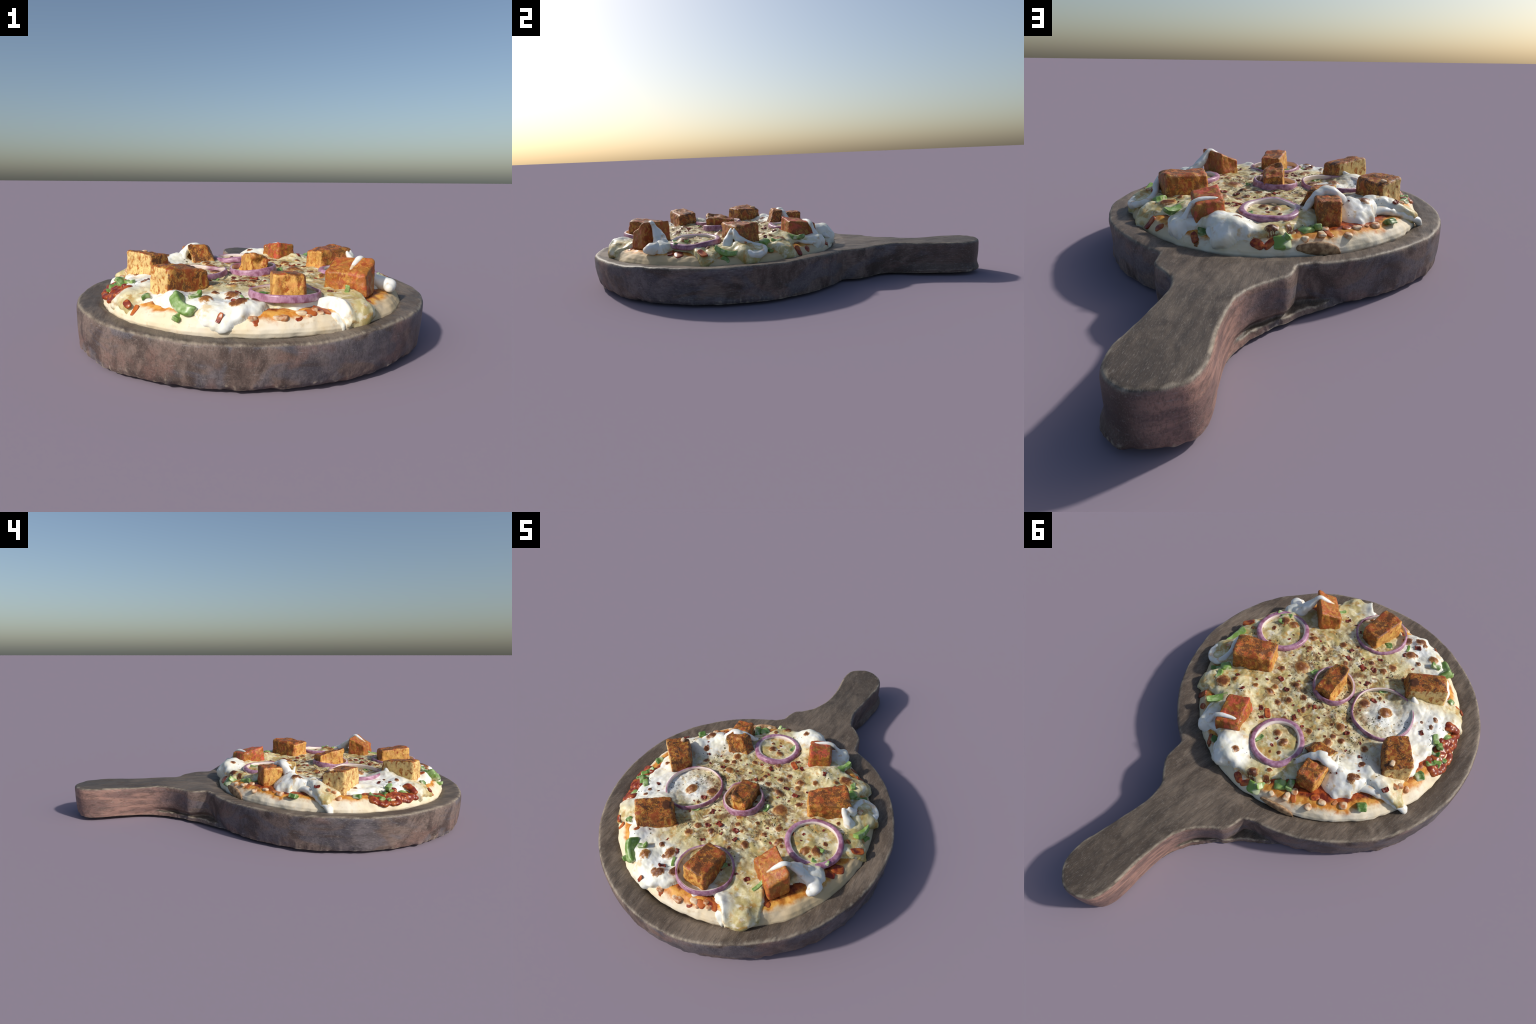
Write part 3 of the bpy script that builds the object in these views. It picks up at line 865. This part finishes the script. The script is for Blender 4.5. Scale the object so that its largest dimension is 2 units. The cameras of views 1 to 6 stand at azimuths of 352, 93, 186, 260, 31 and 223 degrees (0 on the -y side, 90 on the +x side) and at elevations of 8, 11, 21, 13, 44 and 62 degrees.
# ------------------------------------------------------------------ green pepper pieces
def chunk_mesh(name, mat, size, bend, seed, rnd=0.35, n=10, amp=0.10):
    V, F = rounded_box(n, rnd)
    V = V * np.array(size)
    V[:, 2] += bend * (V[:, 0] ** 2)
    Nn = vert_normals(V, F)
    V = V + Nn * (amp * fbm(V, 1.1, 2, seed))[:, None]
    o = mesh_obj(name, V, F, mat, None)
    fix_normals(o)
    me = o.data
    bpy.data.objects.remove(o)
    return me

PEP = [chunk_mesh('green_pepper_piece', PEPPER, (1.0, 0.55, 0.35), 0.35, 3), chunk_mesh('green_pepper_piece', PEPPER, (0.9, 0.8, 0.45), -0.3, 5),
       chunk_mesh('green_pepper_piece', PEPPER, (1.3, 0.4, 0.30), 0.25, 8)]
# x, y, half size, mesh, yaw, lift
PEPPERS = [(-0.284, -0.783, .042, 0, 2.3, .006), (-0.240, -0.755, .018, 0, 0.5, .002), (-0.490, -0.518, .020, 1, 1.2, 0), (-0.495, -0.454, .026, 2, 2.3, 0),
           (-0.504, -0.410, .020, 0, 0.4, 0), (-0.538, -0.392, .020, 1, 2.0, 0), (-0.525, -0.360, .017, 0, 1.0, 0), (-0.523, -0.285, .022, 1, 2.6, 0),
           (-0.093, 0.225, .028, 1, 0.3, 0), (-0.112, 0.205, .020, 0, 1.2, 0), (-0.166, 0.150, .024, 1, 0.8, .004), (-0.198, 0.128, .022, 0, 2.0, 0),
           (-0.451, -0.018, .022, 1, 2.4, .006), (0.415, -0.080, .022, 1, 1.0, .006), (0.446, -0.066, .024, 2, 0.6, 0), (0.040, 0.073, .018, 0, 1.4, -.004),
           (0.445, -0.487, .024, 2, 0.3, -.006), (0.115, -0.335, .016, 0, 1.6, -.002), (0.279, -0.694, .018, 2, 1.2, -.002), (-0.402, -0.660, .014, 1, 0, .002),
           (-0.010, -0.700, .020, 1, 0.7, -.004), (-0.165, -0.483, .016, 0, 0.7, -.004), (0.309, 0.060, .032, 2, 1.0, .002), (0.530, -0.245, .036, 2, 1.45, .004),
           (0.545, -0.24, .02, 1, 1.2, -.008), (0.164, 0.189, .022, 0, 0.3, 0), (-0.472, -0.455, .018, 0, 2.4, 0), (-0.545, -0.42, .015, 0, 0.2, 0), (0.421, -0.437, .014, 0, 0, 0),
           (-0.088, -0.755, .014, 2, 2.0, -.002), (-0.30, -0.81, .02, 0, 1.0, -.004), (0.10, -0.69, .02, 2, 0.9, -.003), (0.400, -0.03, .018, 0, 2, -.002)]
for k, (x, y, h, mi, yaw, lift) in enumerate(PEPPERS):
    d = np.array([x, y]) - PC
    out = smooth(0.45, 0.58, np.hypot(*d)) * 0.5
    h *= 1.15
    inst('green_pepper_piece', PEP[mi], pizza, on_surface(x, y, 0.565)[0] + [0, 0, lift - h * 0.10], (random.uniform(-.3, .3) - out * d[1] / 0.5, random.uniform(-.3, .3) + out * d[0] / 0.5, yaw), (h, h, h))

# ------------------------------------------------------------------ crumbs, tomato lumps, chilli flakes, herbs
CR = [chunk_mesh('roasted_crumb', CRUMB, (1, 0.85, 0.75), 0, 11, 0.8), chunk_mesh('roasted_crumb', CRUMB, (1.2, 0.8, 0.6), 0.1, 14, 0.8)]
for k, (x, y, r) in enumerate([(-0.399, 0.033, .018), (-0.335, 0.085, .016), (-0.306, 0.135, .017), (-0.445, -0.095, .013),
                              (-0.227, 0.131, .016), (-0.218, 0.164, .018), (-0.166, 0.198, .014), (0.005, -0.872, .015), (0.021, -0.892, .016), (0.079, -0.850, .016),
                              (0.126, -0.834, .013), (-0.496, -0.160, .014), (-0.506, -0.182, .015), (-0.435, -0.192, .013),
                              (-0.075, -0.875, .013), (0.145, -0.845, .010), (0.10, -0.86, .009), (-0.37, 0.05, .010), (-0.53, -0.20, .012), (0.49, -0.17, .012)]):
    q = on_surface(x, y, 0.56)[0] if abs(x + 0.435) > 1e-6 else np.array([x, y, 0.306])
    inst('roasted_crumb', CR[k % 2], pizza, q + [0, 0, r * 0.05], (0, 0, random.uniform(0, 6.28)), (r * random.uniform(.8, 1.3), r, r * random.uniform(.7, 1.0)))
TM = [chunk_mesh('tomato_piece', TOMATO, (1, 0.8, 0.6), 0, 21, 0.7), chunk_mesh('tomato_piece', TOMATO, (1.3, 0.7, 0.5), 0.2, 22, 0.6)]
parts = []
for k in range(70):
    a = math.radians(random.uniform(181, 206))
    rad = random.uniform(0.508, 0.572)
    x, y = PC[0] + rad * math.cos(a), PC[1] + rad * math.sin(a)
    r = random.uniform(0.011, 0.022)
    parts.append(ellipsoid(on_surface(x, y, 0.575)[0] - [0, 0, 0.004], (r, r, r * 0.6), 6))
blob_mesh('tomato_sauce_lumps', parts, 0.0032, TOMATO, pizza, 10)
for k, (x, y, r) in enumerate([(-0.018, 0.240, .018), (-0.055, 0.236, .014), (-0.462, -0.668, .013), (-0.444, -0.690, .012), (-0.069, -0.884, .012), (-0.179, -0.885, .010), (0.466, -0.171, .014),
                              (0.549, -0.345, .018), (0.508, -0.458, .022), (0.485, -0.50, .018), (0.07, -0.87, .010), (0.101, -0.036, .015), (-0.32, -0.70, .011),
                              (0.40, 0.075, .016), (0.36, 0.13, .014), (0.20, 0.205, .014), (0.11, -0.85, .016), (0.15, -0.83, .018), (-0.30, 0.09, .014), (-0.24, 0.15, .012), (0.33, -0.73, .016)]):
    inst('tomato_piece', TM[k % 2], pizza, on_surface(x, y, 0.57)[0] - [0, 0, r * 0.12], lay(x, y, random.uniform(0, 6.28)), (r * 1.3, r * 1.15, r * 0.6))

FL = [chunk_mesh('chilli_flake', CHILLI, (1, 0.72, 0.14), 0.12, s, 0.13, 8, 0.30) for s in (31, 32, 33, 34, 36)]
FLAKES = [(0.221, -0.685, .012), (-0.089, -0.462, .011), (-0.171, -0.411, .012), (-0.414, -0.434, .010), (-0.114, -0.792, .013), (0.19, -0.206, .013), (0.259, -0.038, .010),
          (0.336, -0.081, .010), (-0.48, -0.116, .013), (-0.041, -0.608, .010), (0.061, -0.508, .013), (-0.021, -0.51, .014), (-0.062, -0.538, .012), (0.133, -0.185, .012),
          (0.009, -0.105, .012), (0.14, -0.036, .012), (-0.017, -0.201, .010), (-0.2, -0.205, .010), (-0.207, -0.046, .010), (0.106, -0.004, .010), (-0.102, -0.711, .011), (0.081, -0.55, .010)]
for k in range(80):
    a, rad = random.uniform(0, 6.283), 0.46 * random.random() ** 0.62
    FLAKES.append((PC[0] + rad * math.cos(a), PC[1] + rad * math.sin(a), random.uniform(0.003, 0.0068)))
for k, (x, y, r) in enumerate(FLAKES):
    inst('chilli_flake', FL[k % 5], pizza, (x, y, surf(x, y) + 0.0004), lay(x, y, random.uniform(0, 6.28)), (r, r, r))

V, F = [], []
bv, bf = rounded_box(2, 0.5)
pts = []
for k in range(5200):
    a, rad = random.uniform(0, 6.283), 0.50 * random.random() ** 0.65
    x, y = PC[0] + rad * math.cos(a), PC[1] + rad * math.sin(a)
    if float(fbm(np.array([x, y, 0.0]), 12, 2, 77)) + 0.25 * (1 - rad / 0.3) > random.uniform(-0.1, 0.9):
        pts.append((x, y))
Q = on_surface([p[0] for p in pts], [p[1] for p in pts])
for q0 in Q:
    r = 0.0010 + 0.0026 * random.random() ** 2
    rot = np.array(Matrix.Rotation(random.uniform(0, 6.28), 3, 'Z') @ Matrix.Rotation(random.uniform(-.4, .4), 3, 'X'))
    q = (bv * np.array([r * random.uniform(0.8, 1.9), r * random.uniform(.5, .9), r * 0.3])) @ rot.T + q0
    F += [[i + len(V) for i in f] for f in bf]
    V += [tuple(p) for p in q]
herbs = mesh_obj('dried_herb_flakes', V, F, HERB, pizza)
herbs['kind'] = 'stuff'

# ------------------------------------------------------------------ torn strip of crust at the edge
path = [(-0.150, 0.228, 0.176, 0.012), (-0.190, 0.222, 0.172, 0.022), (-0.235, 0.210, 0.166, 0.026), (-0.268, 0.205, 0.158, 0.018), (-0.282, 0.203, 0.152, 0.006)]
V, F = tube(path, 36, 16, noise=0.12, seed=90)
c0 = np.array([-0.215, 0.212, 0.168]); nrm = np.array([-0.37, 0.93, 0.0])
V = V - np.outer((V - c0) @ nrm, nrm) * 0.62
torn = mesh_obj('torn_crust', V, F, TORN, pizza)
fix_normals(torn)

bpy.context.view_layer.update()
